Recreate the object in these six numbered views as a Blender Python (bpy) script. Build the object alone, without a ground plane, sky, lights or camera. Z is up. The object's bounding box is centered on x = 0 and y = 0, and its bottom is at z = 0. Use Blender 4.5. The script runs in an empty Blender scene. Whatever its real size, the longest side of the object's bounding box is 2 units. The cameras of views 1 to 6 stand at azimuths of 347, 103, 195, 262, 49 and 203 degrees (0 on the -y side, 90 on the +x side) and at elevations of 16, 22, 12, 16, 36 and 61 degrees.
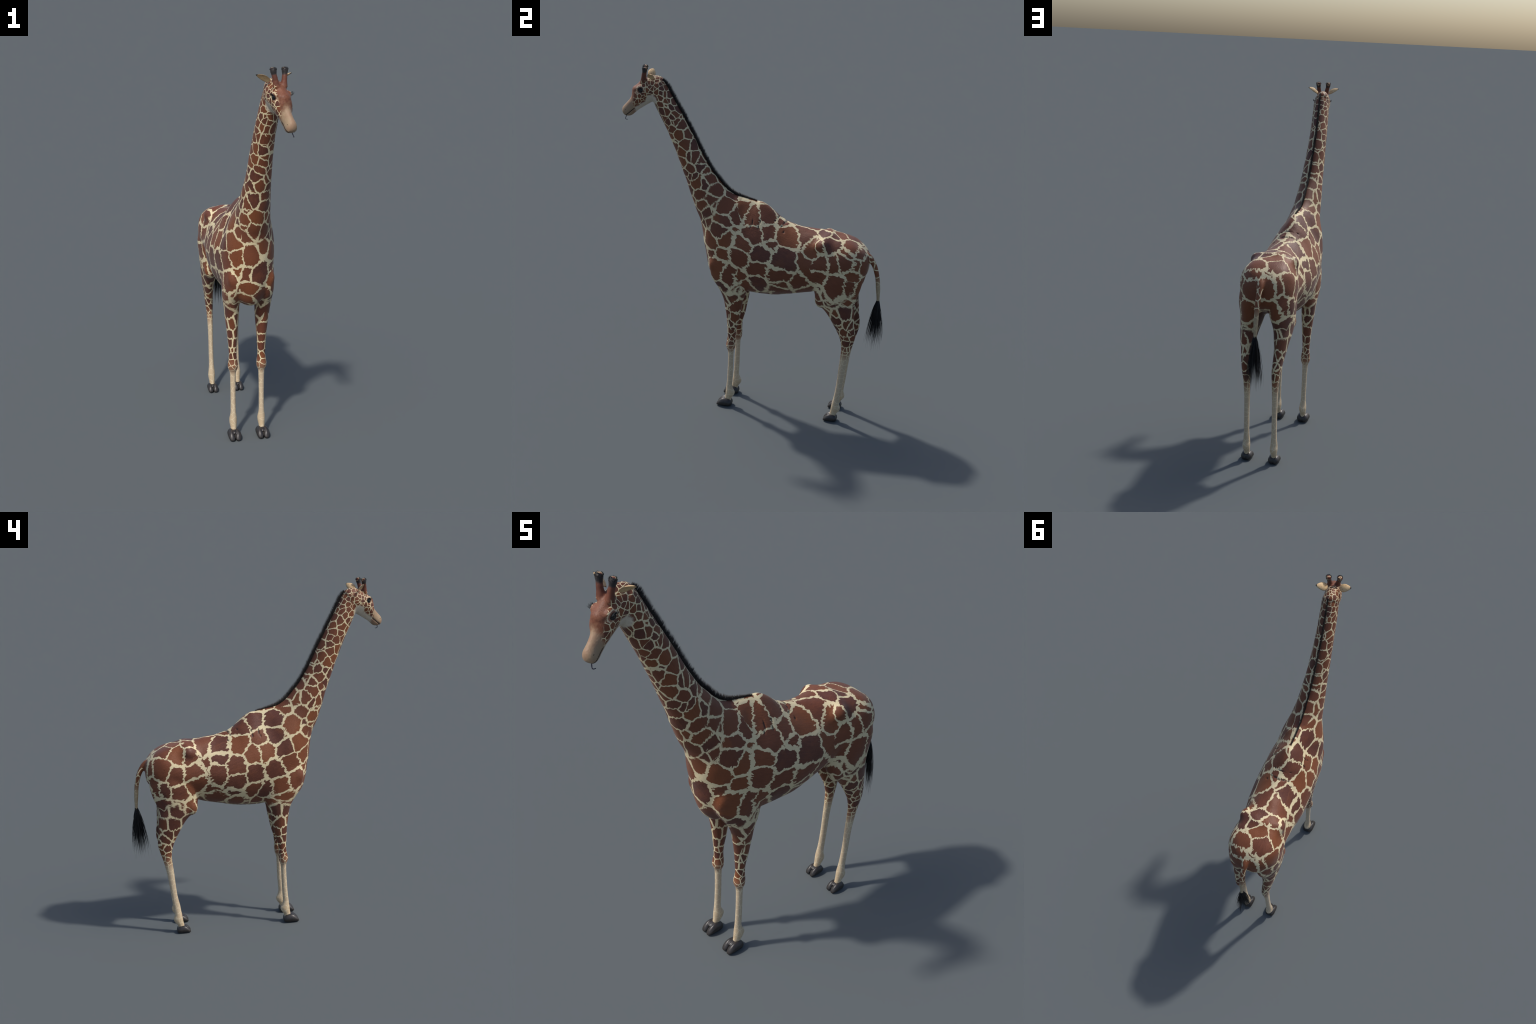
import bpy, bmesh, math, random
import numpy as np
from mathutils import Vector, Matrix, noise

random.seed(7)
rng = np.random.default_rng(7)
scene = bpy.context.scene
coll = scene.collection

# ------------------------------------------------------------------ helpers
def new_obj(name, verts, faces, mat=None, parent=None, smooth=True):
    me = bpy.data.meshes.new(name)
    me.from_pydata([tuple(v) for v in verts], [], [tuple(f) for f in faces])
    me.update()
    if smooth:
        me.polygons.foreach_set("use_smooth", [True] * len(me.polygons))
    ob = bpy.data.objects.new(name, me)
    coll.objects.link(ob)
    if mat:
        me.materials.append(mat)
    if parent:
        ob.parent = parent
    return ob

def catmull(P, n):
    """Catmull-Rom through the rows of P, n samples per span."""
    P = np.asarray(P, float)
    E = np.vstack([2 * P[0] - P[1], P, 2 * P[-1] - P[-2]])
    out = []
    for i in range(1, len(E) - 2):
        p0, p1, p2, p3 = E[i - 1], E[i], E[i + 1], E[i + 2]
        for k in range(n):
            t = k / n
            out.append(0.5 * (2 * p1 + (p2 - p0) * t + (2 * p0 - 5 * p1 + 4 * p2 - p3) * t * t
                              + (3 * p1 - p0 - 3 * p2 + p3) * t ** 3))
    out.append(P[-1])
    return np.array(out)

def loft(rows, ring=56, span=5):
    """rows: 12 numbers each: top point, bottom point, side unit vector, half
    width, upper narrowing, lower narrowing.  Returns closed loft geometry."""
    R = catmull(rows, span)
    verts, faces = [], []
    th = np.linspace(0, 2 * np.pi, ring, endpoint=False)
    c, s = np.cos(th), np.sin(th)
    for r in R:
        T, B, S = r[0:3], r[3:6], r[6:9]
        w, kt, kb = max(r[9], 1e-3), r[10], r[11]
        px = r[12] if len(r) > 12 else 1.0
        S = S / np.linalg.norm(S)
        C = (T + B) / 2; U = (T - B) / 2
        wid = w * (1 - kt * np.maximum(c, 0) ** 1.3 - kb * np.maximum(-c, 0) ** 1.3)
        sp = np.where(c > 0, np.sign(s) * np.abs(s) ** px, s)
        verts.append(C + np.outer(c, U) + np.outer(sp * wid, S))
    n = len(verts)
    V = np.vstack(verts)
    for i in range(n - 1):
        for j in range(ring):
            a = i * ring + j; b = i * ring + (j + 1) % ring
            faces.append((a, b, b + ring, a + ring))
    V = np.vstack([V, V[:ring].mean(0), V[(n - 1) * ring:n * ring].mean(0)])
    i0, i1 = n * ring, n * ring + 1
    for j in range(ring):
        faces.append((i0, (j + 1) % ring, j))
        faces.append((i1, (n - 1) * ring + j, (n - 1) * ring + (j + 1) % ring))
    return V, faces

def tube(path, radii, ring=12, span=6, flat=None):
    P = np.asarray(path, float)
    R = catmull(np.column_stack([P, radii]), span)
    C, r = R[:, :3], np.maximum(R[:, 3], 1e-4)
    T = np.gradient(C, axis=0); T /= np.linalg.norm(T, axis=1)[:, None]
    ref = np.array([1.0, 0.0, 0.0])
    if abs(T[0] @ ref) > .8:
        ref = np.array([0, 0, 1.0])
    verts, faces = [], []
    th = np.linspace(0, 2 * np.pi, ring, endpoint=False)
    for i in range(len(C)):
        u = ref - T[i] * (ref @ T[i]); u /= np.linalg.norm(u)
        v = np.cross(T[i], u); ref = u
        verts.append(C[i] + r[i] * (np.outer(np.cos(th), u) + np.outer(np.sin(th), v)))
    n = len(C)
    for i in range(n - 1):
        for j in range(ring):
            a = i * ring + j; b = i * ring + (j + 1) % ring
            faces.append((a, b, b + ring, a + ring))
    V = np.vstack(verts + [C[0], C[-1]])
    for j in range(ring):
        faces.append((n * ring, (j + 1) % ring, j))
        faces.append((n * ring + 1, (n - 1) * ring + j, (n - 1) * ring + (j + 1) % ring))
    return V, faces

def ellipsoid(center, radii, axes=None, nu=28, nv=18):
    verts, faces = [], []
    A = np.eye(3) if axes is None else np.array(axes, float)
    for i in range(1, nv):
        ph = math.pi * i / nv
        for j in range(nu):
            t = 2 * math.pi * j / nu
            p = np.array([math.sin(ph) * math.cos(t), math.sin(ph) * math.sin(t), math.cos(ph)]) * radii
            verts.append(np.array(center) + p @ A)
    top = len(verts); verts.append(np.array(center) + np.array([0, 0, radii[2]]) @ A)
    bot = len(verts); verts.append(np.array(center) - np.array([0, 0, radii[2]]) @ A)
    for i in range(nv - 2):
        for j in range(nu):
            a = i * nu + j; b = i * nu + (j + 1) % nu
            faces.append((a, a + nu, b + nu, b))
    for j in range(nu):
        faces.append((top, j, (j + 1) % nu))
        faces.append((bot, (nv - 2) * nu + (j + 1) % nu, (nv - 2) * nu + j))
    return np.array(verts), faces

class Soup:
    def __init__(self):
        self.v, self.f, self.n = [], [], 0
    def add(self, vf):
        V, F = vf
        self.v.append(np.asarray(V, float))
        self.f += [tuple(i + self.n for i in f) for f in F]
        self.n += len(V)
    def verts(self):
        return np.vstack(self.v)

def voxel_union(soup, voxel):
    ob = new_obj("union_helper", soup.verts(), soup.f)
    bm = bmesh.new(); bm.from_mesh(ob.data)
    bmesh.ops.recalc_face_normals(bm, faces=bm.faces)
    bm.to_mesh(ob.data); bm.free()
    m = ob.modifiers.new("r", 'REMESH'); m.mode = 'VOXEL'; m.voxel_size = voxel; m.adaptivity = 0
    dg = bpy.context.evaluated_depsgraph_get()
    me = bpy.data.meshes.new_from_object(ob.evaluated_get(dg))
    bpy.data.objects.remove(ob)
    return me

def mesh_arrays(me):
    V = np.empty(len(me.vertices) * 3); me.vertices.foreach_get("co", V)
    E = np.empty(len(me.edges) * 2, dtype=np.int64); me.edges.foreach_get("vertices", E)
    return V.reshape(-1, 3), E.reshape(-1, 2)

def smooth_verts(V, E, iters, weight=None, lam=0.5, mu=None):
    n = len(V)
    a, b = E[:, 0], E[:, 1]
    deg = np.bincount(a, minlength=n) + np.bincount(b, minlength=n)
    deg = np.maximum(deg, 1)
    def lap(X):
        out = np.empty_like(X)
        for k in range(3):
            out[:, k] = np.bincount(a, X[b, k], n) + np.bincount(b, X[a, k], n)
        return out / deg[:, None] - X
    w = 1.0 if weight is None else weight[:, None]
    for _ in range(iters):
        V = V + lam * w * lap(V)
        if mu:
            V = V + mu * w * lap(V)
    return V

def sstep(x, a, b):
    t = np.clip((x - a) / (b - a), 0, 1)
    return t * t * (3 - 2 * t)

# ------------------------------------------------------------------ head frame
HEAD = np.array([.0345, -.654, 1.866])          # midpoint between the eyes
FWD = np.array([.292, -.956, 0]); FWD /= np.linalg.norm(FWD)
LAT = np.array([-FWD[1], FWD[0], 0.0])          # the animal's left
UPZ = np.array([0, 0, 1.0])
def hp(s, l, z):
    return HEAD + s * FWD + l * LAT + z * UPZ

# ------------------------------------------------------------------ materials
class NT:
    """Small helper for writing node trees as expressions."""
    def __init__(self, name):
        self.mat = bpy.data.materials.new(name); self.mat.use_nodes = True
        self.t = self.mat.node_tree; self.t.nodes.clear()
    def n(self, typ, **kw):
        nd = self.t.nodes.new(typ)
        for k, v in kw.items():
            setattr(nd, k, v)
        return nd
    def put(self, sock, val):
        if isinstance(val, bpy.types.NodeSocket):
            self.t.links.new(val, sock)
        elif val is not None:
            sock.default_value = val
    def m(self, op, a, b=None, c=None, clamp=False):
        nd = self.n('ShaderNodeMath', operation=op, use_clamp=clamp)
        for i, x in enumerate((a, b, c)):
            if x is not None:
                self.put(nd.inputs[i], x)
        return nd.outputs[0]
    def v(self, op, a, b=None, scale=None):
        nd = self.n('ShaderNodeVectorMath', operation=op)
        self.put(nd.inputs[0], a)
        if b is not None:
            self.put(nd.inputs[1], b)
        if scale is not None:
            self.put(nd.inputs['Scale'], scale)
        return nd.outputs['Value'] if op in ('DOT_PRODUCT', 'LENGTH', 'DISTANCE') else nd.outputs['Vector']
    def ss(self, x, a, b):
        nd = self.n('ShaderNodeMapRange', interpolation_type='SMOOTHSTEP')
        self.put(nd.inputs[0], x); self.put(nd.inputs[1], a); self.put(nd.inputs[2], b)
        return nd.outputs[0]
    def mix(self, f, a, b):
        nd = self.n('ShaderNodeMix', data_type='RGBA')
        self.put(nd.inputs[0], f)
        self.put(nd.inputs[6], a if isinstance(a, bpy.types.NodeSocket) else (*a, 1))
        self.put(nd.inputs[7], b if isinstance(b, bpy.types.NodeSocket) else (*b, 1))
        return nd.outputs[2]
    def mixf(self, f, a, b):
        nd = self.n('ShaderNodeMix', data_type='FLOAT')
        self.put(nd.inputs[0], f); self.put(nd.inputs[2], a); self.put(nd.inputs[3], b)
        return nd.outputs[0]
    def noise(self, vec, scale, detail=2, rough=.5, color=False):
        nd = self.n('ShaderNodeTexNoise')
        self.put(nd.inputs['Vector'], vec); self.put(nd.inputs['Scale'], scale)
        nd.inputs['Detail'].default_value = detail; nd.inputs['Roughness'].default_value = rough
        return nd.outputs['Color'] if color else nd.outputs[0]
    def voro(self, vec, scale, feature, rnd=.8):
        nd = self.n('ShaderNodeTexVoronoi', feature=feature)
        self.put(nd.inputs['Vector'], vec); self.put(nd.inputs['Scale'], scale)
        nd.inputs['Randomness'].default_value = rnd
        return nd
    def comb(self, x, y, z):
        nd = self.n('ShaderNodeCombineXYZ')
        for i, q in enumerate((x, y, z)):
            self.put(nd.inputs[i], q)
        return nd.outputs[0]
    def sep(self, v):
        nd = self.n('ShaderNodeSeparateXYZ'); self.put(nd.inputs[0], v)
        return nd.outputs[0], nd.outputs[1], nd.outputs[2]
    def obj(self):
        return self.n('ShaderNodeTexCoord').outputs['Object']
    def out(self, color, rough=.55, spec=.35, bump=None, bump_d=.001, **kw):
        b = self.n('ShaderNodeBsdfPrincipled')
        self.put(b.inputs['Base Color'], color if isinstance(color, bpy.types.NodeSocket) else (*color, 1))
        self.put(b.inputs['Roughness'], rough)
        self.put(b.inputs['Specular IOR Level'], spec)
        for k, val in kw.items():
            self.put(b.inputs[k.replace('_', ' ')], val)
        if bump is not None:
            bn = self.n('ShaderNodeBump'); bn.inputs['Distance'].default_value = bump_d
            bn.inputs['Strength'].default_value = 1.0
            self.put(bn.inputs['Height'], bump); self.t.links.new(bn.outputs[0], b.inputs['Normal'])
        o = self.n('ShaderNodeOutputMaterial')
        self.t.links.new(b.outputs[0], o.inputs[0])
        return self.mat

def lin(r, g, b):
    f = lambda c: (c / 255 / 12.92) if c / 255 <= .04045 else ((c / 255 + .055) / 1.055) ** 2.4
    return (f(r), f(g), f(b))

CREAM = lin(211, 196, 158)
CREAM_LEG = lin(206, 190, 160)
BROWN = lin(106, 60, 40)
BROWN_LIGHT = lin(118, 67, 39)
BROWN_DARK = lin(88, 50, 39)
FACE = lin(118, 74, 53)
MUZZLE = lin(150, 128, 102)
WHITE = lin(198, 187, 168)
BLACK = lin(26, 26, 28)

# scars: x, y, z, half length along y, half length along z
SCARS = []
for sg in (1, -1):
    SCARS += [(sg * .098, .000, 1.190, .0045, .022), (sg * .092, .045, 1.195, .0055, .010),
              (sg * .100, .038, 1.165, .0050, .013), (sg * .105, -.008, 1.160, .0040, .010),
              (sg * .030, .172, 1.180, .0055, .006), (sg * .058, .165, 1.170, .006, .005),
              (sg * .080, .180, 1.145, .006, .006), (sg * .052, .125, 1.198, .005, .005)]
SCARS += [(.008, .178, 1.180, .007, .006), (.012, .135, 1.205, .004, .006)]

def coat_material():
    T = NT("reticulated_coat")
    p = T.obj()
    x, y, z = T.sep(p)
    # ---- distortion: wandering cells plus hair-tooth edges
    wob = T.v('SUBTRACT', T.noise(p, 7.0, 2, .5, True), (.5, .5, .5))
    # the hair lies back along the trunk, down the neck and down the legs
    mN = T.m('MULTIPLY', T.ss(y, -.12, -.30), T.ss(z, 1.0, 1.2))
    mL = T.ss(z, .86, .70)
    flow = T.comb(0.0, T.mixf(mL, T.mixf(mN, .93, .46), .12), T.mixf(mL, T.mixf(mN, -.36, -.89), -.99))
    along = T.v('DOT_PRODUCT', p, flow)
    pf = T.v('SUBTRACT', p, T.v('SCALE', flow, scale=T.m('MULTIPLY', along, .80)))
    teeth = T.m('SUBTRACT', T.noise(pf, 84.0, 2, .6), .5)
    jag = T.v('SUBTRACT', T.noise(p, 120.0, 2, .6, True), (.5, .5, .5))
    mid = T.v('SUBTRACT', T.noise(p, 34.0, 2, .55, True), (.5, .5, .5))

    # ---- A: body, conformal (inversion) map so the cells shrink towards the head
    C = (0.02, -1.346, 2.797); R2 = 2.307 ** 2
    # cells stay small over the rump
    krump = T.m('MULTIPLY', T.ss(y, .22, .60), .50)
    pr = T.v('ADD', p, T.v('SCALE', T.v('SUBTRACT', p, (0, .25, .98)), scale=krump))
    # and get much smaller from the top of the neck over the head
    khead = T.m('MULTIPLY', T.ss(T.m('MULTIPLY_ADD', y, -.46, T.m('MULTIPLY', z, .89)), 1.74, 1.95), .30)
    pr = T.v('ADD', pr, T.v('SCALE', T.v('SUBTRACT', p, tuple(HEAD)), scale=khead))
    d = T.v('SUBTRACT', pr, C)
    l2 = T.v('DOT_PRODUCT', d, d)
    fac = T.m('DIVIDE', R2, l2)
    qA = T.v('SCALE', d, scale=fac)
    SA = 1 / .110
    fine = T.m('POWER', fac, -.2)
    nor = T.n('ShaderNodeNewGeometry').outputs['Normal']
    dn_ = T.v('NORMALIZE', d)
    def mirror(vec):
        return T.v('SUBTRACT', vec, T.v('SCALE', dn_, scale=T.m('MULTIPLY', T.v('DOT_PRODUCT', vec, dn_), 2.0)))
    norA = mirror(nor)
    def tangent(vec, nn):
        return T.v('SUBTRACT', vec, T.v('SCALE', nn, scale=T.v('DOT_PRODUCT', vec, nn)))
    dis = T.v('SCALE', mid, scale=.034)
    dis = T.v('ADD', dis, T.v('SCALE', jag, scale=T.m('MULTIPLY', fine, .007)))
    dis = T.v('ADD', dis, T.v('SCALE', mirror(flow), scale=T.m('MULTIPLY', fine, T.m('MULTIPLY', teeth, .050))))
    qA = T.v('ADD', qA, T.v('SCALE', wob, scale=.055))
    qA = T.v('ADD', qA, tangent(dis, norA))
    qA = T.v('SCALE', qA, scale=SA)

    def surface_voronoi(q, nq, rnd):
        """Distance to the cell border measured along the skin, F1 distance, cell colour."""
        a = T.voro(q, 1.0, 'F1', rnd); b = T.voro(q, 1.0, 'F2', rnd)
        dv = T.v('SUBTRACT', b.outputs['Position'], a.outputs['Position'])
        ln = T.v('LENGTH', dv)
        d1, d2 = a.outputs['Distance'], b.outputs['Distance']
        pl = T.m('DIVIDE', T.m('SUBTRACT', T.m('MULTIPLY', d2, d2), T.m('MULTIPLY', d1, d1)), T.m('MULTIPLY', ln, 2.0))
        cs = T.m('DIVIDE', T.v('DOT_PRODUCT', dv, nq), ln)
        sn = T.m('SQRT', T.m('MAXIMUM', T.m('SUBTRACT', 1.0, T.m('MULTIPLY', cs, cs)), .015))
        return T.m('ADD', T.m('DIVIDE', pl, sn), T.m('MULTIPLY', T.ss(sn, .62, .25), .14)), d1, a.outputs['Color']
    eA, dA, cA = surface_voronoi(qA, norA, .72)
    # ---- B: legs, cells shrink towards the knee
    sy = T.m('GREATER_THAN', y, .2)
    sx = T.m('SIGN', x)
    yc = T.m('MULTIPLY_ADD', sy, .66, -.115)
    lx = T.m('MULTIPLY_ADD', sx, -.079, x)
    zk = T.m('MULTIPLY_ADD', sy, .05, .40)
    tz = T.m('SUBTRACT', z, zk)
    up = T.m('MAXIMUM', tz, 0.0); dn = T.m('MINIMUM', tz, 0.0)
    cz = T.m('MULTIPLY_ADD', up, .15, .027)
    g = T.m('DIVIDE', 1.0, cz)
    G = T.m('ADD', T.m('DIVIDE', T.m('LOGARITHM', T.m('DIVIDE', cz, .027), math.e), .15), T.m('DIVIDE', dn, .030))
    qB = T.comb(T.m('MULTIPLY', lx, g), T.m('MULTIPLY', T.m('SUBTRACT', y, yc), g), G)
    qB = T.v('ADD', qB, T.comb(T.m('MULTIPLY', sx, 3.3), T.m('MULTIPLY', sy, 7.1), T.m('MULTIPLY', sx, 1.37)))
    qB = T.v('ADD', qB, T.v('SCALE', wob, scale=.5))
    qB = T.v('ADD', qB, T.v('SCALE', jag, scale=T.m('MULTIPLY', .08, T.ss(z, .40, .50))))
    qB = T.v('ADD', qB, T.v('SCALE', flow, scale=T.m('MULTIPLY', teeth, T.m('MULTIPLY', .60, T.ss(z, .40, .58)))))
    eB, dB, cB = surface_voronoi(qB, nor, .7)
    # ---- C: tail
    qC = T.v('ADD', T.v('SCALE', p, scale=26.0), T.v('SCALE', wob, scale=.8))
    eC, dC, cC = surface_voronoi(qC, nor, .8)

    zb = T.m('SUBTRACT', T.m('ADD', T.m('ADD', T.m('MULTIPLY_ADD', sy, -.01, z), T.m('MULTIPLY', teeth, .03)),
                             T.m('MULTIPLY', T.m('SUBTRACT', T.noise(p, 11.0, 1), .5), .20)), .768)
    mB = T.m('LESS_THAN', zb, 0.0)
    mT = T.m('MULTIPLY', T.ss(y, .650, .664), T.ss(z, 1.03, 1.0))
    notC = T.m('SUBTRACT', 1.0, mT)
    mB = T.m('MULTIPLY', mB, notC)
    e = T.m('MINIMUM', T.mixf(mB, eA, eB), T.m('MULTIPLY_ADD', T.m('ABSOLUTE', zb), 15.0, T.m('MULTIPLY', mT, 9.0)))
    # rounder corners: cream pools where three cells meet
    f1 = T.mixf(mB, dA, dB)
    pool = T.m('MULTIPLY', T.ss(f1, .45, .85), .05)
    width = T.m('MULTIPLY_ADD', T.noise(p, 13.0, 1), .10, T.mixf(mB, .000, .016))
    width = T.m('MULTIPLY', width, T.mixf(T.ss(z, .42, .5), .7, 1.0))
    edge = T.m('SUBTRACT', e, T.m('ADD', pool, width))
    edge = T.mixf(mT, edge, T.m('SUBTRACT', eC, .07))
    patch = T.ss(edge, -.006, .022)

    # ---- patch colours
    rA = T.sep(T.mix(mB, cA, cB))
    hairv = T.v('SUBTRACT', p, T.v('SCALE', flow, scale=T.m('MULTIPLY', along, .90)))
    hairv = T.v('ADD', hairv, T.v('SCALE', mid, scale=.006))
    hair = T.noise(hairv, 190.0, 3, .65)
    soft = T.noise(p, 22.0, 2, .5)
    br = T.mix(T.ss(rA[0], .55, .95), T.mix(T.ss(rA[0], .45, .1), BROWN, BROWN_DARK), BROWN_LIGHT)
    br = T.mix(T.m('MULTIPLY', T.ss(soft, .45, .75), .30), br, BROWN_LIGHT)
    br = T.mix(T.m('MULTIPLY', T.ss(hair, .5, .72), .26), br, lin(132, 82, 58))
    br = T.mix(T.m('MULTIPLY', T.ss(hair, .46, .28), .30), br, lin(66, 38, 30))
    cr = T.mix(T.m('MULTIPLY', T.ss(hair, .5, .3), .25), CREAM, lin(184, 166, 130))
    # ---- legs fade below the knee
    low = T.ss(z, T.mixf(sy, .45, .52), T.mixf(sy, .375, .43))
    legp = T.mix(T.ss(z, T.mixf(sy, .40, .47), T.mixf(sy, .345, .39)), lin(144, 104, 78), lin(190, 170, 142))
    br2 = T.mix(low, br, legp)
    cr2 = T.mix(T.ss(z, .45, .36), cr, CREAM_LEG)
    legp_soft = T.mix(T.ss(z, .16, .08), br2, lin(194, 172, 140))
    col = T.mix(patch, cr2, legp_soft)
    # ---- tail fades to plain cream grey
    tailcol = T.mix(T.ss(z, .93, .84), col, T.mix(T.m('MULTIPLY', patch, .45), lin(178, 160, 128), lin(150, 130, 104)))
    col = T.mix(mT, col, tailcol)

    sc = None
    for (px_, py_, pz_, ry, rz) in SCARS:
        q_ = T.v('MULTIPLY', T.v('SUBTRACT', p, (px_, py_, pz_)), (1 / .03, 1 / ry, 1 / rz))
        m_ = T.ss(T.m('ADD', T.v('LENGTH', q_), T.m('MULTIPLY', teeth, 1.2)), 1.05, .55)
        sc = m_ if sc is None else T.m('MAXIMUM', sc, m_)
    col = T.mix(T.m('MULTIPLY', sc, .8), col, lin(40, 26, 22))

    # ---- head
    dh = T.v('SUBTRACT', p, tuple(HEAD))
    s = T.v('DOT_PRODUCT', dh, tuple(FWD)); l = T.v('DOT_PRODUCT', dh, tuple(LAT))
    hz = T.v('DOT_PRODUCT', dh, (0, 0, 1))
    al = T.m('ABSOLUTE', l)
    wn = T.m('MULTIPLY_ADD', T.noise(p, 60.0, 3, .6), .022, -.011)
    onhead = T.ss(s, -.16, -.14)
    # forehead
    fh = T.m('ADD', T.m('MULTIPLY_ADD', s, .8, T.m('MULTIPLY', hz, .35)), T.m('MULTIPLY_ADD', al, -.9, .012))
    fh = T.m('ADD', fh, T.m('MULTIPLY', wn, .8))
    inhead = T.m('MULTIPLY', T.ss(s, -.075, -.06), T.ss(hz, -.2, -.19))
    fmask = T.m('MULTIPLY', T.ss(fh, -.002, .009), inhead)
    facecol = T.mix(T.ss(hair, .4, .65), FACE, lin(102, 60, 44))
    facecol = T.mix(T.m('MULTIPLY', T.ss(soft, .4, .7), .4), facecol, lin(126, 80, 60))
    col = T.mix(fmask, col, facecol)
    # white throat and lower jaw
    jaw = T.m('MULTIPLY_ADD', T.m('ADD', s, .06), .553, T.m('MULTIPLY', T.m('ADD', hz, .068), .833))
    jw = T.m('ADD', jaw, T.m('MULTIPLY', wn, .7))
    jm = T.m('MULTIPLY', T.ss(jw, .034, .022), T.ss(s, -.078, -.062))
    ck = T.v('DISTANCE', T.comb(s, hz, 0.0), (-.056, -.052, 0.0))
    jm = T.m('MAXIMUM', jm, T.ss(T.m('ADD', ck, wn), .036, .024))
    jm = T.m('MULTIPLY', jm, T.m('MULTIPLY', T.ss(s, -.1, -.085), T.ss(y, -.50, -.56)))
    col = T.mix(T.m('MULTIPLY', jm, .92), col, WHITE)
    # muzzle
    mz = T.m('MULTIPLY_ADD', s, .971, T.m('MULTIPLY', hz, -.238))
    mm = T.ss(T.m('ADD', mz, wn), .050, .068)
    mcol = T.mix(T.ss(soft, .35, .7), MUZZLE, lin(144, 115, 92))
    mcol = T.mix(T.m('MULTIPLY', T.ss(hair, .5, .7), .25), mcol, lin(168, 142, 116))
    col = T.mix(T.m('MULTIPLY', mm, T.ss(y, -.55, -.6)), col, mcol)
    # light ring and dark rim round the eye
    eyed = T.v('DISTANCE', T.comb(s, al, hz), (0.002, .040, .001))
    ring = T.m('MULTIPLY', T.ss(T.m('ADD', eyed, T.m('MULTIPLY', wn, .9)), .0245, .0205), T.ss(T.m('ADD', s, T.m('MULTIPLY', hz, 1.2)), -.022, .0))
    col = T.mix(T.m('MULTIPLY', ring, .85), col, lin(206, 188, 156))
    lid = T.m('MULTIPLY', T.ss(T.m('ADD', eyed, T.m('MULTIPLY', wn, .5)), .0200, .0175), T.ss(T.m('ADD', s, T.m('MULTIPLY', hz, .8)), -.010, .004))
    col = T.mix(lid, col, lin(134, 92, 72))
    rim = T.ss(eyed, .0142, .0128)
    col = T.mix(rim, col, lin(30, 26, 26))
    # horns: plain brown, black tips with a patterned back
    horn = T.m('MULTIPLY', T.ss(hz, .048, .058), T.ss(s, -.039, -.034))
    horn = T.m('MULTIPLY', horn, T.ss(al, .002, .006))
    hcol = T.mix(T.ss(soft, .4, .7), lin(104, 60, 44), lin(88, 50, 38))
    kn = T.m('ADD', hz, T.m('MULTIPLY', wn, .5))
    blk = T.ss(kn, .091, .101)
    front = T.ss(T.m('ADD', T.m('MULTIPLY', s, 1.0), T.m('MULTIPLY', T.m('SUBTRACT', hz, .115), -.9)), -.034, -.028)
    hv = T.voro(p, 52.0, 'DISTANCE_TO_EDGE', .9).outputs['Distance']
    backcol = T.mix(T.ss(hv, .05, .1), lin(186, 164, 126), lin(112, 58, 40))
    tip = T.mix(front, backcol, lin(48, 44, 44))
    hcol = T.mix(blk, hcol, tip)
    col = T.mix(horn, col, hcol)
    bump = T.m('ADD', T.m('MULTIPLY', hair, .6), T.m('MULTIPLY', T.noise(p, 150.0, 3, .6), .5))
    return T.out(col, rough=T.mixf(patch, .62, .52), spec=.32, bump=bump, bump_d=.0016,
                 Sheen_Weight=.08, Sheen_Roughness=.4)

def simple_material(name, c1, c2, scale, rough=.5, spec=.4, bump_d=.0006, **kw):
    T = NT(name)
    p = T.obj()
    nz = T.noise(p, scale, 4, .6)
    return T.out(T.mix(T.ss(nz, .35, .68), c1, c2), rough=rough, spec=spec, bump=nz, bump_d=bump_d, **kw)

def ear_material():
    T = NT("ear_skin")
    p = T.obj()
    dh = T.v('SUBTRACT', p, tuple(HEAD))
    al = T.m('ABSOLUTE', T.v('DOT_PRODUCT', dh, tuple(LAT)))
    nz = T.noise(p, 120.0, 3, .6)
    sp = T.voro(p, 75.0, 'F1', 1.0).outputs['Distance']
    col = T.mix(T.ss(nz, .3, .7), lin(206, 176, 132), lin(190, 160, 120))
    col = T.mix(T.m('MULTIPLY', T.ss(sp, .30, .14), .6), col, lin(160, 112, 74))
    col = T.mix(T.ss(al, .083, .088), col, lin(52, 44, 40))
    return T.out(col, rough=.6, spec=.3, bump=nz, bump_d=.0006)

MAT_HOOF = simple_material("dark_horn_hoof", lin(38, 35, 35), lin(50, 46, 44), 60, rough=.40, spec=.5, bump_d=.0004)
MAT_HAIR = simple_material("black_hair", lin(17, 17, 19), lin(34, 33, 34), 300, rough=.55, spec=.35)
MAT_MANE = simple_material("mane_hair", lin(34, 32, 32), lin(78, 72, 68), 220, rough=.6, spec=.3)
MAT_LASH = simple_material("lash_hair", lin(42, 44, 46), lin(64, 66, 68), 300, rough=.6, spec=.3)
MAT_EYE = simple_material("eye_gloss", lin(10, 9, 10), lin(24, 19, 18), 90, rough=.12, spec=.5, bump_d=0.0)
MAT_MOUTH = simple_material("mouth_line", lin(22, 19, 21), lin(36, 30, 32), 200, rough=.6, spec=.2)
MAT_TONGUE = simple_material("tongue_skin", lin(48, 44, 58), lin(66, 58, 70), 150, rough=.4, spec=.5)
MAT_EAR = ear_material()

# ------------------------------------------------------------------ the animal
root = bpy.data.objects.new("giraffe", None)
root.empty_display_size = .2
coll.objects.link(root)
root["label"] = "standing reticulated giraffe, brown patches, cream lines, black mane"
root["category"] = "giraffe"

body = Soup()

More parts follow.
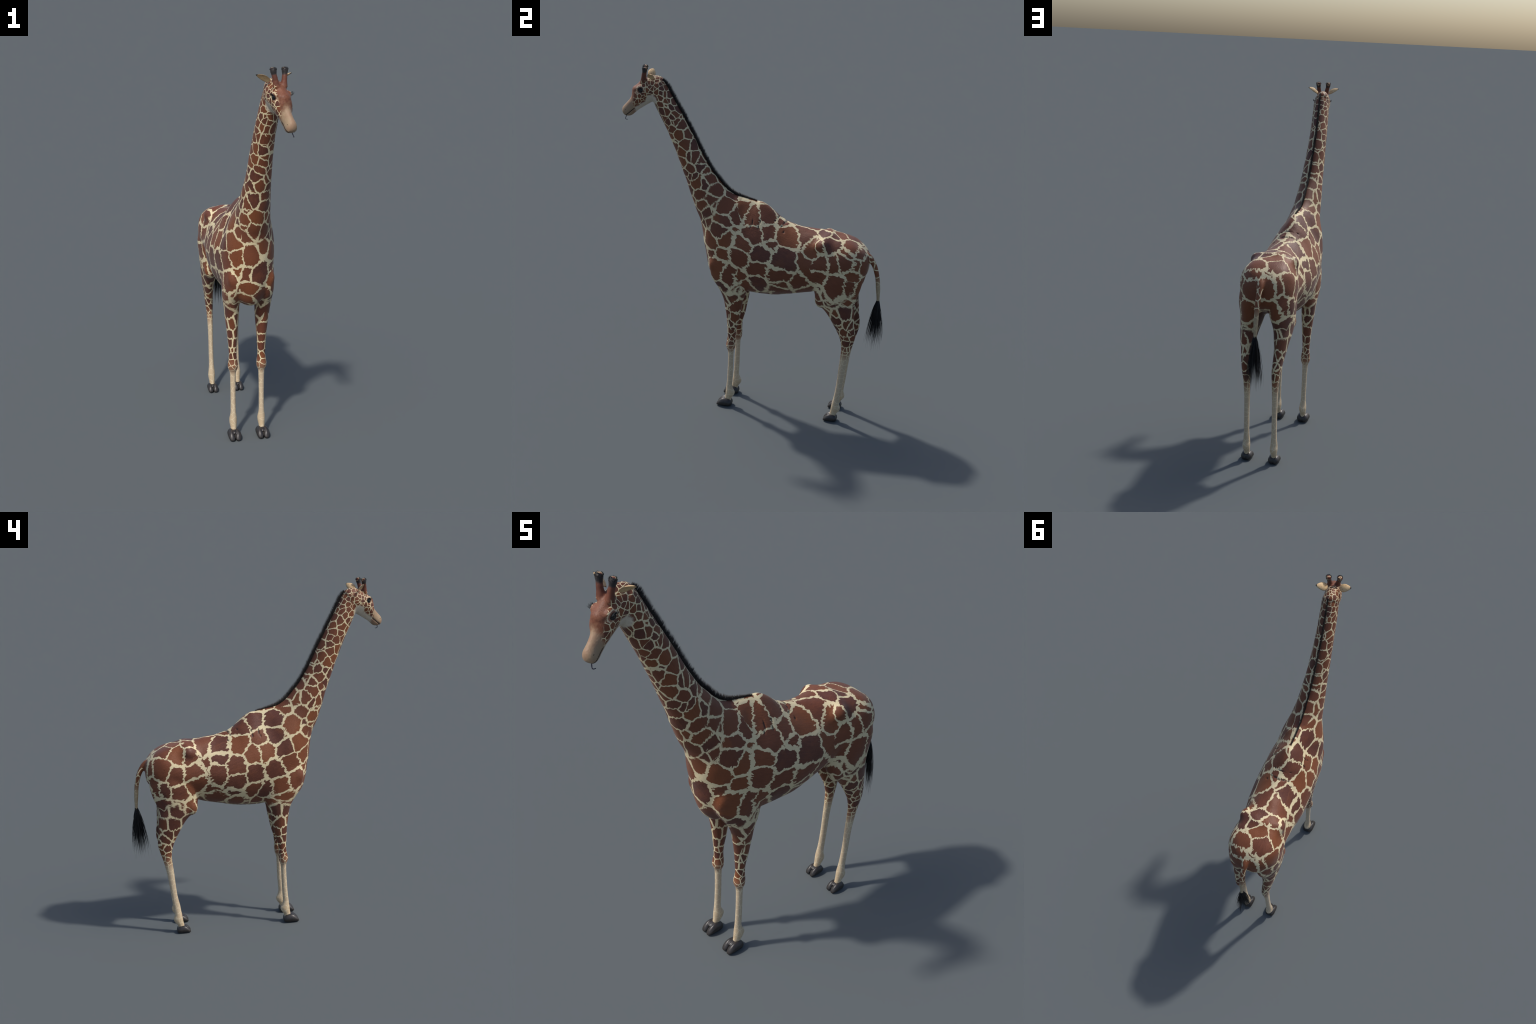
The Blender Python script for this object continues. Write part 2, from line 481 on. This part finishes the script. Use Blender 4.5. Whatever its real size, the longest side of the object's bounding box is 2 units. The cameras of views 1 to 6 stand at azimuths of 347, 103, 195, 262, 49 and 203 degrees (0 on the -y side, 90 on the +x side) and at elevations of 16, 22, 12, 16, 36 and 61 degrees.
# trunk and neck: dorsal point (y, z), ventral point (y, z), half width,
# sideways offset, upper narrowing, lower narrowing
TRUNK = [
    (.652, 1.005, .652, .955, .030, 0, .0, .0),
    (.640, 1.040, .645, .920, .078, 0, .0, .0),
    (.605, 1.078, .618, .885, .114, 0, .0, .0),
    (.555, 1.106, .570, .860, .140, 0, .0, .0),
    (.480, 1.126, .480, .825, .149, 0, .06, .04),
    (.405, 1.138, .390, .797, .142, 0, .14, .08),
    (.330, 1.148, .310, .774, .146, 0, .24, .05),
    (.248, 1.160, .230, .758, .157, 0, .28, .0),
    (.165, 1.186, .155, .740, .163, 0, .30, .0),
    (.125, 1.213, .085, .733, .162, 0, .34, .0),
    (.095, 1.240, .020, .732, .159, 0, .38, .0),
    (.066, 1.262, -.050, .737, .155, 0, .42, .0),
    (.035, 1.278, -.130, .744, .150, 0, .46, .04),
    (.005, 1.282, -.205, .757, .143, 0, .48, .10),
    (-.020, 1.286, -.250, .802, .136, 0, .48, .10),
    (-.042, 1.289, -.276, .875, .130, 0, .46, .06),
    (-.062, 1.293, -.288, .945, .123, 0, .42, .05),
    (-.087, 1.297, -.300, 1.005, .114, 0, .36, .06),
    (-.115, 1.303, -.308, 1.070, .102, 0, .28, .08),
    (-.140, 1.315, -.323, 1.142, .090, 0, .20, .08),
    (-.170, 1.335, -.352, 1.205, .081, 0, .14, .06),
    (-.207, 1.372, -.383, 1.292, .0735, .000, .10, .03),
    (-.256, 1.430, -.407, 1.368, .0665, .000, .08, .02),
    (-.305, 1.508, -.434, 1.440, .0610, .000, .06, .0),
    (-.357, 1.608, -.472, 1.542, .0555, .001, .06, .0),
    (-.410, 1.708, -.514, 1.640, .0510, .003, .06, .0),
    (-.460, 1.796, -.560, 1.735, .0485, .009, .06, .0),
    (-.498, 1.866, -.590, 1.798, .0470, .014, .06, .0),
    (-.520, 1.905, -.606, 1.840, .0450, .018, .06, .0),
    (-.535, 1.925, -.610, 1.870, .0380, .020, .06, .0),
]
def croup(y):      # the croup is boxy across the hips, the rest of the back is rounder
    return 1 - .45 * float(sstep(np.array(y), .24, .42))
rows = [(t[5], t[0], t[1], t[5], t[2], t[3], 1, 0, 0, t[4], t[6], t[7], croup(t[0])) for t in TRUNK]
body.add(loft(rows, 72, 5))

# head: top (s, z), bottom (s, z), half width, lateral shift, narrowing
SKULL = [
    (-.128, .048, -.112, -.02, .022, .010, 0, 0),
    (-.120, .064, -.100, -.045, .037, .009, 0, .0),
    (-.098, .0745, -.078, -.064, .0455, .006, .05, .05),
    (-.066, .076, -.060, -.068, .0475, .002, .10, .20),
    (-.036, .066, -.046, -.076, .0470, .0, .10, .34),
    (-.006, .053, -.030, -.085, .0460, .0, .08, .40),
    (.016, .034, -.012, -.096, .0440, .0, .06, .40),
    (.037, .0145, .003, -.1055, .0410, .0, .05, .36),
    (.0495, -.008, .015, -.113, .0360, .0, .05, .30),
    (.0520, -.030, .023, -.119, .0305, .0, .08, .22),
    (.0595, -.049, .030, -.125, .0262, .0, .10, .14),
    (.0745, -.068, .038, -.131, .0240, .0, .08, .08),
    (.0900, -.085, .046, -.138, .0245, .0, .05, .05),
    (.1020, -.099, .055, -.144, .0258, .0, .0, .05),
    (.1065, -.115, .066, -.1475, .0245, .0, .0, .05),
    (.1035, -.131, .077, -.1475, .0195, .0, .0, .0),
    (.0960, -.141, .085, -.146, .0090, .0, .0, .0),
]
rows = []
for t in SKULL:
    T_, B_ = hp(t[0], t[5], t[1]), hp(t[2], t[5], t[3])
    rows.append((*T_, *B_, *LAT, t[4], t[6], t[7]))
body.add(loft(rows, 56, 5))
for sg in (1, -1):
    # brow over each eye, cheek, nostril swell, horn
    body.add(ellipsoid(hp(.003, sg * .031, .010), (.024, .0125, .018), np.array([FWD, LAT, UPZ])))
    body.add(tube([hp(-.012, sg * .018, .040), hp(-.0145, sg * .0215, .062), hp(-.017, sg * .0245, .082),
                   hp(-.0205, sg * .0275, .098), hp(-.0225, sg * .029, .110), hp(-.0235, sg * .0295, .1185),
                   hp(-.024, sg * .0297, .1235), hp(-.024, sg * .0297, .1268)],
                  [.0168, .0148, .0126, .0121, .0145, .0140, .0112, .0055], 24))
body.add(ellipsoid(hp(.024, 0, -.004), (.026, .031, .026), np.array([FWD, LAT, UPZ])))

# front legs: z, front y, back y, side centre, half width
FORE = [
    (.960, -.250, -.030, .070, .060), (.880, -.248, -.018, .078, .056),
    (.820, -.228, -.016, .083, .050), (.775, -.197, -.020, .084, .0455),
    (.740, -.177, -.031, .083, .0425), (.700, -.162, -.045, .081, .0395),
    (.650, -.152, -.053, .0795, .0345), (.600, -.1445, -.0625, .0785, .0295),
    (.550, -.140, -.072, .0778, .0255), (.500, -.1365, -.0855, .077, .0225),
    (.460, -.135, -.0895, .077, .0205), (.432, -.1390, -.0890, .077, .0240),
    (.405, -.1435, -.0890, .077, .0272), (.386, -.1400, -.0915, .077, .0250),
    (.366, -.1330, -.0980, .077, .0175), (.330, -.1310, -.1000, .077, .0153),
    (.250, -.1325, -.1010, .077, .0140), (.180, -.1355, -.1030, .077, .0140),
    (.135, -.1390, -.1050, .077, .0150), (.110, -.1410, -.0980, .077, .0190),
    (.090, -.1435, -.0885, .077, .0208), (.070, -.1448, -.0940, .077, .0190),
    (.050, -.1475, -.1075, .077, .0157), (.030, -.1500, -.1105, .077, .0155),
    (.015, -.1510, -.1120, .077, .0150),
]
HIND = [
    (.960, .350, .630, .075, .066), (.900, .352, .634, .080, .068),
    (.840, .360, .620, .080, .067), (.800, .367, .606, .085, .060),
    (.765, .376, .598, .0885, .0525), (.735, .402, .597, .0910, .0475),
    (.705, .432, .598, .0910, .0420), (.670, .458, .600, .0915, .0350),
    (.630, .481, .603, .0890, .0305), (.590, .503, .610, .0860, .0265),
    (.550, .521, .611, .0825, .0240), (.510, .532, .602, .0800, .0215),
    (.470, .5355, .590, .0785, .0180), (.420, .5325, .579, .0775, .0162),
    (.360, .5275, .568, .0770, .0148), (.280, .5225, .559, .0770, .0140),
    (.200, .5145, .551, .0770, .0142), (.150, .5070, .545, .0770, .0150),
    (.112, .4995, .542, .0770, .0188), (.090, .4960, .549, .0770, .0206),
    (.070, .4940, .546, .0768, .0190), (.050, .4905, .531, .0766, .0158),
    (.030, .4870, .524, .0765, .0155), (.015, .4850, .522, .0765, .0150),
]
for sg in (1, -1):
    for legs in (FORE, HIND):
        rows = [(sg * t[3], t[1], t[0], sg * t[3], t[2], t[0], 1, 0, 0, t[4], .05, .05) for t in legs]
        body.add(loft(rows, 40, 4))
    # hip bone, thigh, stifle, shoulder point, shoulder blade, elbow
    body.add(ellipsoid((sg * .085, .398, 1.072), (.034, .060, .040)))
    body.add(ellipsoid((sg * .088, .510, .905), (.064, .108, .125)))
    body.add(ellipsoid((sg * .100, .405, .775), (.036, .034, .050)))
    body.add(ellipsoid((sg * .096, -.205, .905), (.027, .042, .052)))
    body.add(ellipsoid((sg * .083, -.130, 1.010), (.052, .085, .150)))

# tail
TAIL = [(0, .580, 1.030), (0, .632, 1.026), (0, .661, 1.006), (0, .686, .964), (0, .704, .900),
        (0, .712, .834), (0, .7165, .770), (0, .717, .735)]
body.add(tube(TAIL, [.020, .0215, .0185, .0145, .0122, .0108, .0098, .008], 20))

me = voxel_union(body, .0033)
V, E = mesh_arrays(me)
V = smooth_verts(V, E, 6, lam=.55, mu=-.57)
# blend the joints of limbs, neck, horns and tail more strongly
w = np.zeros(len(V))
def blob(c, r, s=1.0):
    global w
    d = np.linalg.norm(V - np.array(c), axis=1)
    w = np.maximum(w, s * sstep(d, r, r * .45))
for sg in (1, -1):
    blob((sg * .08, -.12, .78), .15); blob((sg * .09, .47, .85), .21)
    blob((sg * .10, .40, 1.08), .13, 1.0); blob((sg * .10, -.18, .95), .20)
    blob((sg * .10, .38, .78), .09); blob((sg * .1, .56, 1.0), .13)
    blob(hp(-.014, sg * .022, .066), .024, .45)
    blob(hp(-.04, sg * .045, -.03), .06, .8)
    blob((sg * .05, -.05, 1.1), .22)
blob((0, .645, 1.02), .07, .7)
blob(hp(-.10, 0, -.03), .07, .5); blob(hp(.02, 0, .01), .045, .5); blob((0, .62, 1.04), .10, .8)
blob((0, .60, .86), .08, .6)
# keep the blend light at the top line and head front
V = smooth_verts(V, E, 42, weight=w, lam=.5)
V = smooth_verts(V, E, 4, lam=.5, mu=-.52)

# muscle and skin relief on the trunk
vn0 = np.empty(len(V) * 3)
me.vertices.foreach_set("co", V.ravel()); me.update()
me.vertices.foreach_get("normal", vn0); vn0 = vn0.reshape(-1, 3)
trunk = sstep(V[:, 2], .62, .80) * sstep(V[:, 2], 1.9, 1.5)
rel = np.array([noise.noise(Vector((v[0] * 11, v[1] * 8, v[2] * 6))) + .5 * noise.noise(Vector((v[0] * 24, v[1] * 22, v[2] * 15 + 5)))
                for v in V])
V = V + vn0 * (rel * trunk * .0028)[:, None]
# hip bones stand proud with a hollow behind and below them
for sg in (1, -1):
    for (c_, r_, h_) in [((sg * .104, .408, 1.094), .043, .0165), ((sg * .110, .408, 1.096), .022, .0040), ((sg * .122, .462, 1.060), .042, -.0040),
                         ((sg * .130, .350, 1.030), .050, -.0045), ((sg * .115, .545, 1.040), .045, .0030)]:
        d2 = ((V - np.array(c_)) ** 2).sum(1) / r_ ** 2
        V = V + vn0 * (np.exp(-d2 * 1.3) * h_)[:, None]
# the bar of the pelvis runs from the spine out to each hip bone, the spine itself shows over the loin
for sg in (1, -1):
    a_, b_ = np.array([sg * .025, .430, 1.132]), np.array([sg * .095, .407, 1.105])
    t_ = np.clip(((V - a_) @ (b_ - a_)) / ((b_ - a_) @ (b_ - a_)), 0, 1)
    d2 = ((V - a_ - t_[:, None] * (b_ - a_)) ** 2).sum(1) / .032 ** 2
    V = V + vn0 * (np.exp(-d2 * 1.3) * .0080)[:, None]
me.vertices.foreach_set("co", V.ravel()); me.update()
for i_, c_ in enumerate(SCARS):            # seat every scar on the skin
    k_ = np.argmin(((V - np.array(c_[:3])) ** 2).sum(1))
    SCARS[i_] = (*V[k_], c_[3], c_[4])
MAT_COAT = coat_material()
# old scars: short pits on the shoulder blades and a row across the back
for (px_, py_, pz_, ry, rz) in SCARS:
    d2 = ((V[:, 0] - px_) / .03) ** 2 + ((V[:, 1] - py_) / ry) ** 2 + ((V[:, 2] - pz_) / rz) ** 2
    V = V - vn0 * (np.exp(-d2 * 1.2) * .0035)[:, None]
hd = V - HEAD
hs, hl, hz = hd @ FWD, hd @ LAT, hd[:, 2]
for sg in (1, -1):
    # mouth line groove
    t = np.clip(((hs - .036) * (.052) + (hz + .1005) * (-.042)) / (.052 ** 2 + .042 ** 2), 0, 1)
    dm = np.hypot(hs - (.036 + .052 * t), hz - (-.1005 - .042 * t))
    side = (hl * sg > .004)
    V[side, :] -= np.outer((np.exp(-(dm / .0028) ** 2) * .0030)[side], LAT * sg)

me.vertices.foreach_set("co", V.ravel())
me.update()

# ---- split the one smooth skin into named regions that share border vertices
NF = len(me.polygons)
cen = np.empty(NF * 3); me.polygons.foreach_get("center", cen); cen = cen.reshape(-1, 3)
nrm = np.empty(len(me.vertices) * 3); me.vertices.foreach_get("normal", nrm); nrm = nrm.reshape(-1, 3)
fx, fy, fz = cen.T
ch = cen - HEAD
cs, cl, cz = ch @ FWD, ch @ LAT, ch[:, 2]
region = np.zeros(NF, int)                                            # torso
axis = np.array([-.46, .89])
neckpos = (fy + .26) * axis[0] + (fz - 1.27) * axis[1]
region[neckpos > .02] = 1                                             # neck
headpos = cs * .9 - (cz - .0) * .0
region[(region == 1) & ((cs > -.078) | (cz > .055)) & (fz > 1.70)] = 2   # head
region[(region == 2) & (cz > .078) & (np.abs(cl) > .010) & (cs > -.045) & (cl > 0)] = 3
region[(region == 2) & (cz > .078) & (np.abs(cl) > .010) & (cs > -.045) & (cl < 0)] = 4
region[(region == 0) & (fz < .80 - .25 * np.maximum(0, .12 - np.abs(fx))) & (fy < .15) & (fx > .02) & (fz < .775)] = 5
region[(region == 0) & (fz < .775) & (fy < .15) & (fx < -.02) & (fz < .80 - .25 * np.maximum(0, .12 - np.abs(fx)))] = 6
region[(region == 0) & (fy > .36) & (fz < .84) & (fx > .012) & (fy < .66)] = 7
region[(region == 0) & (fy > .36) & (fz < .84) & (fx < -.012) & (fy < .66)] = 8
region[(region == 0) & (fy > .652) & (np.abs(fx) < .035) & (fz < 1.03)] = 9
NAMES = ["torso", "neck", "head", "horn", "horn", "foreleg", "foreleg", "hindleg", "hindleg", "tail"]
polys = np.empty(NF, int); me.polygons.foreach_get("loop_total", polys)
loops = np.empty(len(me.loops), int); me.loops.foreach_get("vertex_index", loops)
starts = np.empty(NF, int); me.polygons.foreach_get("loop_start", starts)
PART = {}
for r, nm in enumerate(NAMES):
    ids = np.where(region == r)[0]
    fl = [tuple(loops[starts[i]:starts[i] + polys[i]]) for i in ids]
    used = np.unique(np.concatenate([np.array(f) for f in fl]))
    remap = np.full(len(V), -1); remap[used] = np.arange(len(used))
    ob = new_obj(nm, V[used], [tuple(int(remap[k]) for k in f) for f in fl], MAT_COAT, root)
    ob.data.normals_split_custom_set_from_vertices([tuple(x) for x in nrm[used]])
    PART.setdefault(nm, []).append(ob)
head = PART["head"][0]
bpy.data.meshes.remove(me)

# ------------------------------------------------------------------ hooves
def hoof_mesh(scale):
    S = Soup()
    # toe: loft front to back, y runs to the toe tip (-), flat sole on z = 0
    for sg in (1, -1):
        rows = []
        for (y_, top, bot, w_, xc) in [(.046, .022, .012, .006, .010), (.042, .034, .003, .013, .0125),
                                     (.030, .044, .0, .0185, .0145), (.012, .0485, .0, .0195, .0155),
                                     (-.008, .0475, .0, .0180, .0175), (-.024, .0390, .0, .0168, .0175),
                                     (-.036, .0272, .0, .0148, .0165), (-.0435, .0150, .0015, .0095, .0160),
                                     (-.0455, .009, .004, .004, .0155)]:
            rows.append((sg * xc, y_, top, sg * xc, y_, bot, 1, 0, 0, w_, .18, -.05))
        S.add(loft(rows, 28, 4))
    rows = [(0, .043, .030, 0, .043, .008, 1, 0, 0, .012, 0, 0), (0, .036, .040, 0, .036, .001, 1, 0, 0, .022, .1, 0),
            (0, .018, .047, 0, .018, .001, 1, 0, 0, .028, .2, 0), (0, -.002, .0475, 0, .000, .002, 1, 0, 0, .027, .25, 0),
            (0, -.017, .0425, 0, -.006, .014, 1, 0, 0, .018, .2, 0), (0, -.024, .037, 0, -.012, .022, 1, 0, 0, .008, .2, 0)]
    S.add(loft(rows, 28, 4))
    m = voxel_union(S, .0016)
    X, EE = mesh_arrays(m)
    X = smooth_verts(X, EE, 5, lam=.5)
    X[:, 2] = np.maximum(X[:, 2], .0)
    X *= scale
    X[:, 2] -= X[:, 2].min()
    m.vertices.foreach_set("co", X.ravel()); m.update()
    m.polygons.foreach_set("use_smooth", [True] * len(m.polygons))
    m.materials.append(MAT_HOOF)
    return m

hoof_front = hoof_mesh(1.0); hoof_front.name = "hoof_front"
hoof_rear = hoof_mesh(.88); hoof_rear.name = "hoof_rear"
for (xx, yy, m, par) in [(.077, -.150, hoof_front, PART["foreleg"][0]), (-.077, -.150, hoof_front, PART["foreleg"][1]),
                         (.0765, .4935, hoof_rear, PART["hindleg"][0]), (-.0765, .4935, hoof_rear, PART["hindleg"][1])]:
    ob = bpy.data.objects.new("hoof", m); coll.objects.link(ob)
    ob.location = (xx, yy, 0); ob.parent = par

# ------------------------------------------------------------------ ears
def ear(sg):
    base = hp(-.050, sg * .031, .067); tipp = hp(-.067, sg * .091, .098)
    ax = tipp - base; L = np.linalg.norm(ax); ax /= L
    ch_ = np.cos(math.radians(32)) * FWD + np.sin(math.radians(32)) * UPZ
    ch_ -= ax * (ch_ @ ax); ch_ /= np.linalg.norm(ch_)
    nn = np.cross(ax, ch_)
    if nn[2] < 0:
        nn = -nn
    verts, faces = [], []
    NU, NW = 22, 13
    thick = .0016
    for side in (1, -1):
        for i in range(NU + 1):
            t = i / NU
            wv = .0215 * (math.sin(math.pi * min(1, (t * .92 + .08)) ** .80) ** .75) if t < 1 else 0
            wv = max(wv, .0006)
            for j in range(NW):
                q = 2 * j / (NW - 1) - 1
                cup = .007 * (1 - q * q) * math.sin(math.pi * min(1, t * .85 + .12)) 
                edge_t = thick * (1 - q ** 4) * (1 - t ** 6)
                verts.append(base + ax * (L * t) + ch_ * (wv * q) + nn * (cup - .004 + side * edge_t + .004 * math.sin(math.pi * t)))
    n1 = (NU + 1) * NW
    for k in range(2):
        o = k * n1
        for i in range(NU):
            for j in range(NW - 1):
                a = o + i * NW + j
                f = (a, a + 1, a + NW + 1, a + NW)
                faces.append(f if k == 0 else f[::-1])
    bm = bmesh.new()
    bv = [bm.verts.new(v) for v in verts]
    for f in faces:
        bm.faces.new([bv[i] for i in f])
    bmesh.ops.remove_doubles(bm, verts=bm.verts, dist=.0002)
    bmesh.ops.recalc_face_normals(bm, faces=bm.faces)
    m = bpy.data.meshes.new("ear"); bm.to_mesh(m); bm.free()
    m.polygons.foreach_set("use_smooth", [True] * len(m.polygons))
    m.materials.append(MAT_EAR)
    ob = bpy.data.objects.new("ear", m); coll.objects.link(ob); ob.parent = head
for sg in (1, -1):
    ear(sg)

# ------------------------------------------------------------------ eyes, lashes, mouth, nostrils, tongue
def spikes(strands, ring=3):
    """strands: list of (points, base radius).  Tapered thin hairs joined in one mesh."""
    verts, faces = [], []
    for P, r0 in strands:
        P = np.asarray(P, float); n = len(P)
        T = np.gradient(P, axis=0); T /= np.linalg.norm(T, axis=1)[:, None]
        ref = np.array([.31, .52, .79]); b0 = len(verts)
        for i in range(n - 1):
            u = np.cross(T[i], ref); u /= np.linalg.norm(u); v = np.cross(T[i], u)
            r = r0 * (1 - (i / (n - 1)) ** 1.5 * .8)
            for k in range(ring):
                a = 2 * math.pi * k / ring
                verts.append(P[i] + r * (math.cos(a) * u + math.sin(a) * v))
        verts.append(P[-1])
        for i in range(n - 2):
            for k in range(ring):
                a = b0 + i * ring + k; b = b0 + i * ring + (k + 1) % ring
                faces.append((a, b, b + ring, a + ring))
        for k in range(ring):
            faces.append((b0 + (n - 2) * ring + k, b0 + (n - 2) * ring + (k + 1) % ring, len(verts) - 1))
        faces.append(tuple(b0 + k for k in range(ring))[::-1])
    return verts, faces

for sg in (1, -1):
    c = hp(.002, sg * .0365, .001)
    Vv, Ff = ellipsoid(c, (.0115, .0095, .0115), np.array([FWD, LAT, UPZ]), 32, 20)
    new_obj("eye", Vv, Ff, MAT_EYE, head)
    st = []
    for k in range(46):
        a = math.radians(25 + 130 * k / 45 + random.uniform(-3, 3))
        ln = random.uniform(.012, .019)
        b = c + FWD * (math.cos(a) * .0115) + UPZ * (math.sin(a) * .0105) + LAT * sg * .0055
        dr = FWD * (math.cos(a) * .35) + UPZ * (.25 + .3 * math.sin(a)) + LAT * sg * 1.0
        dr = dr / np.linalg.norm(dr)
        st.append(([b, b + dr * ln * .5, b + dr * ln * .85 + UPZ * ln * .12, b + dr * ln + UPZ * ln * .25], .00055))
    Vv, Ff = spikes(st)
    ob = new_obj("eyelash", Vv, Ff, MAT_LASH, head); ob["kind"] = "stuff"

from mathutils.bvhtree import BVHTree
bvh = BVHTree.FromPolygons([tuple(v.co) for v in head.data.vertices], [tuple(p.vertices) for p in head.data.polygons])
for sg in (1, -1):
    pts = []
    for t in np.linspace(0, 1, 14):
        o = hp(.036 + .053 * t, sg * .09, -.1005 - .0425 * t)
        hit = bvh.ray_cast(Vector(o), Vector(-LAT * sg))
        if hit[0] is not None:
            pts.append(np.array(hit[0]))
    Vv, Ff = tube(pts, [.0008] + [.0021] * (len(pts) - 2) + [.0016], 8, 2)
    new_obj("mouth", Vv, Ff, MAT_MOUTH, head)
    hit = bvh.ray_cast(Vector(hp(.088, sg * .09, -.108)), Vector(-LAT * sg))
    if hit[0] is not None:
        Vv, Ff = ellipsoid(np.array(hit[0]), (.0026, .0010, .0015), np.array([FWD, LAT, UPZ]), 12, 8)
        new_obj("nostril", Vv, Ff, MAT_MOUTH, head)

Vv, Ff = tube([hp(.080, .003, -.136), hp(.0835, .005, -.146), hp(.0875, .008, -.156), hp(.0885, .011, -.1625),
               hp(.0845, .0135, -.1655), hp(.077, .016, -.1655)], [.0022, .0022, .0021, .0019, .0018, .0014], 10)
new_obj("tongue", Vv, Ff, MAT_TONGUE, head)

# ------------------------------------------------------------------ mane
ridge = catmull([(t[5], t[0], t[1]) for t in TRUNK if t[0] < .03][0:], 14)   # dorsal line, withers to poll
ridge = ridge[ridge[:, 2] < 1.94]
seg = np.linalg.norm(np.diff(ridge, axis=0), axis=1); arc = np.concatenate([[0], np.cumsum(seg)])
def on_ridge(a):
    return np.array([np.interp(a, arc, ridge[:, k]) for k in range(3)])
A1 = arc[-1]
body_bvh = BVHTree.FromPolygons([tuple(v) for v in V], [tuple(loops[starts[i]:starts[i] + polys[i]]) for i in range(NF)])
st = []
NM = 5600
for k in range(NM):
    a = A1 * (k + random.random()) / NM
    p0 = on_ridge(a); p1 = on_ridge(min(A1, a + .01)); pm = on_ridge(max(0, a - .01))
    tan = p1 - pm; tan /= np.linalg.norm(tan)
    out = np.array([0, -tan[2], tan[1]]);  out = out if out[1] * .6 + out[2] > 0 else -out
    out /= np.linalg.norm(out)
    off = random.gauss(0, 1) * .0017
    hit = body_bvh.find_nearest(Vector(p0 + np.array([off, 0, 0])))
    root_p = np.array(hit[0]) - out * .003
    env = min(1, (a + .01) / .14) * min(1, (A1 - a + .012) / .05)
    ln = (.0245 + .003 * noise.noise(Vector((a * 38, 0, 0))) + random.uniform(-.014, .004)) * (.30 + .70 * env) + .003
    lean = tan * (.22 + .25 * noise.noise(Vector((a * 60, 4, 0))))
    dr = out + lean + np.array([off * 22 + random.gauss(0, .05), 0, 0]); dr /= np.linalg.norm(dr)
    st.append(([root_p, root_p + dr * ln * .55, root_p + dr * ln + tan * ln * .10], random.uniform(.0004, .0008)))
Vv, Ff = spikes(st)
ob = new_obj("mane", Vv, Ff, MAT_MANE, root); ob["kind"] = "stuff"

# ------------------------------------------------------------------ tail tuft
st = []
for k in range(380):
    u = random.random() ** .8
    a = random.uniform(0, 2 * math.pi)
    z0 = random.uniform(.715, .768)
    y0 = .7165
    b = np.array([math.cos(a) * .008, y0 + math.sin(a) * .008, z0])
    ln = random.uniform(.10, .25) if random.random() < .8 else random.uniform(.20, .285)
    sx_, sy_ = math.cos(a) * random.uniform(.1, 1), math.sin(a) * random.uniform(.1, 1)
    sp = .034 * (ln / .2)
    pts = []
    for t in (0, .2, .45, .75, 1):
        g_ = (1 - (1 - t) ** 2)
        pts.append(b + np.array([sx_ * sp * g_, sy_ * sp * 1.15 * g_ - .012 * t * (ln / .2), -ln * t]))
    st.append((pts, random.uniform(.0007, .0012)))
Vv, Ff = spikes(st)
ob = new_obj("tail_tuft", Vv, Ff, MAT_HAIR, PART["tail"][0]); ob["kind"] = "stuff"

# ------------------------------------------------------------------ short bristles crowning the horns
for i, sg in enumerate((1, -1)):
    st = []
    c = hp(-.0235, sg * .0295, .1135)
    for k in range(230):
        a = random.uniform(0, 2 * math.pi); el = math.asin(random.uniform(.12, 1))
        nrm_ = FWD * math.cos(a) * math.cos(el) + LAT * math.sin(a) * math.cos(el) + UPZ * math.sin(el)
        b = c + (FWD * math.cos(a) + LAT * math.sin(a)) * math.cos(el) * .0134 + UPZ * (math.sin(el) * .0135 - .002)
        if (math.cos(a) < .3 and el > .85) or el > 1.25:
            continue                        # the crown itself is worn bare
        dr = nrm_ * .55 + UPZ * .8; dr /= np.linalg.norm(dr); ln = random.uniform(.005, .0095)
        st.append(([b, b + dr * ln * .6, b + dr * ln], .0006))
    Vv, Ff = spikes(st)
    ob = new_obj("horn_bristle", Vv, Ff, MAT_HAIR, PART["horn"][i]); ob["kind"] = "stuff"
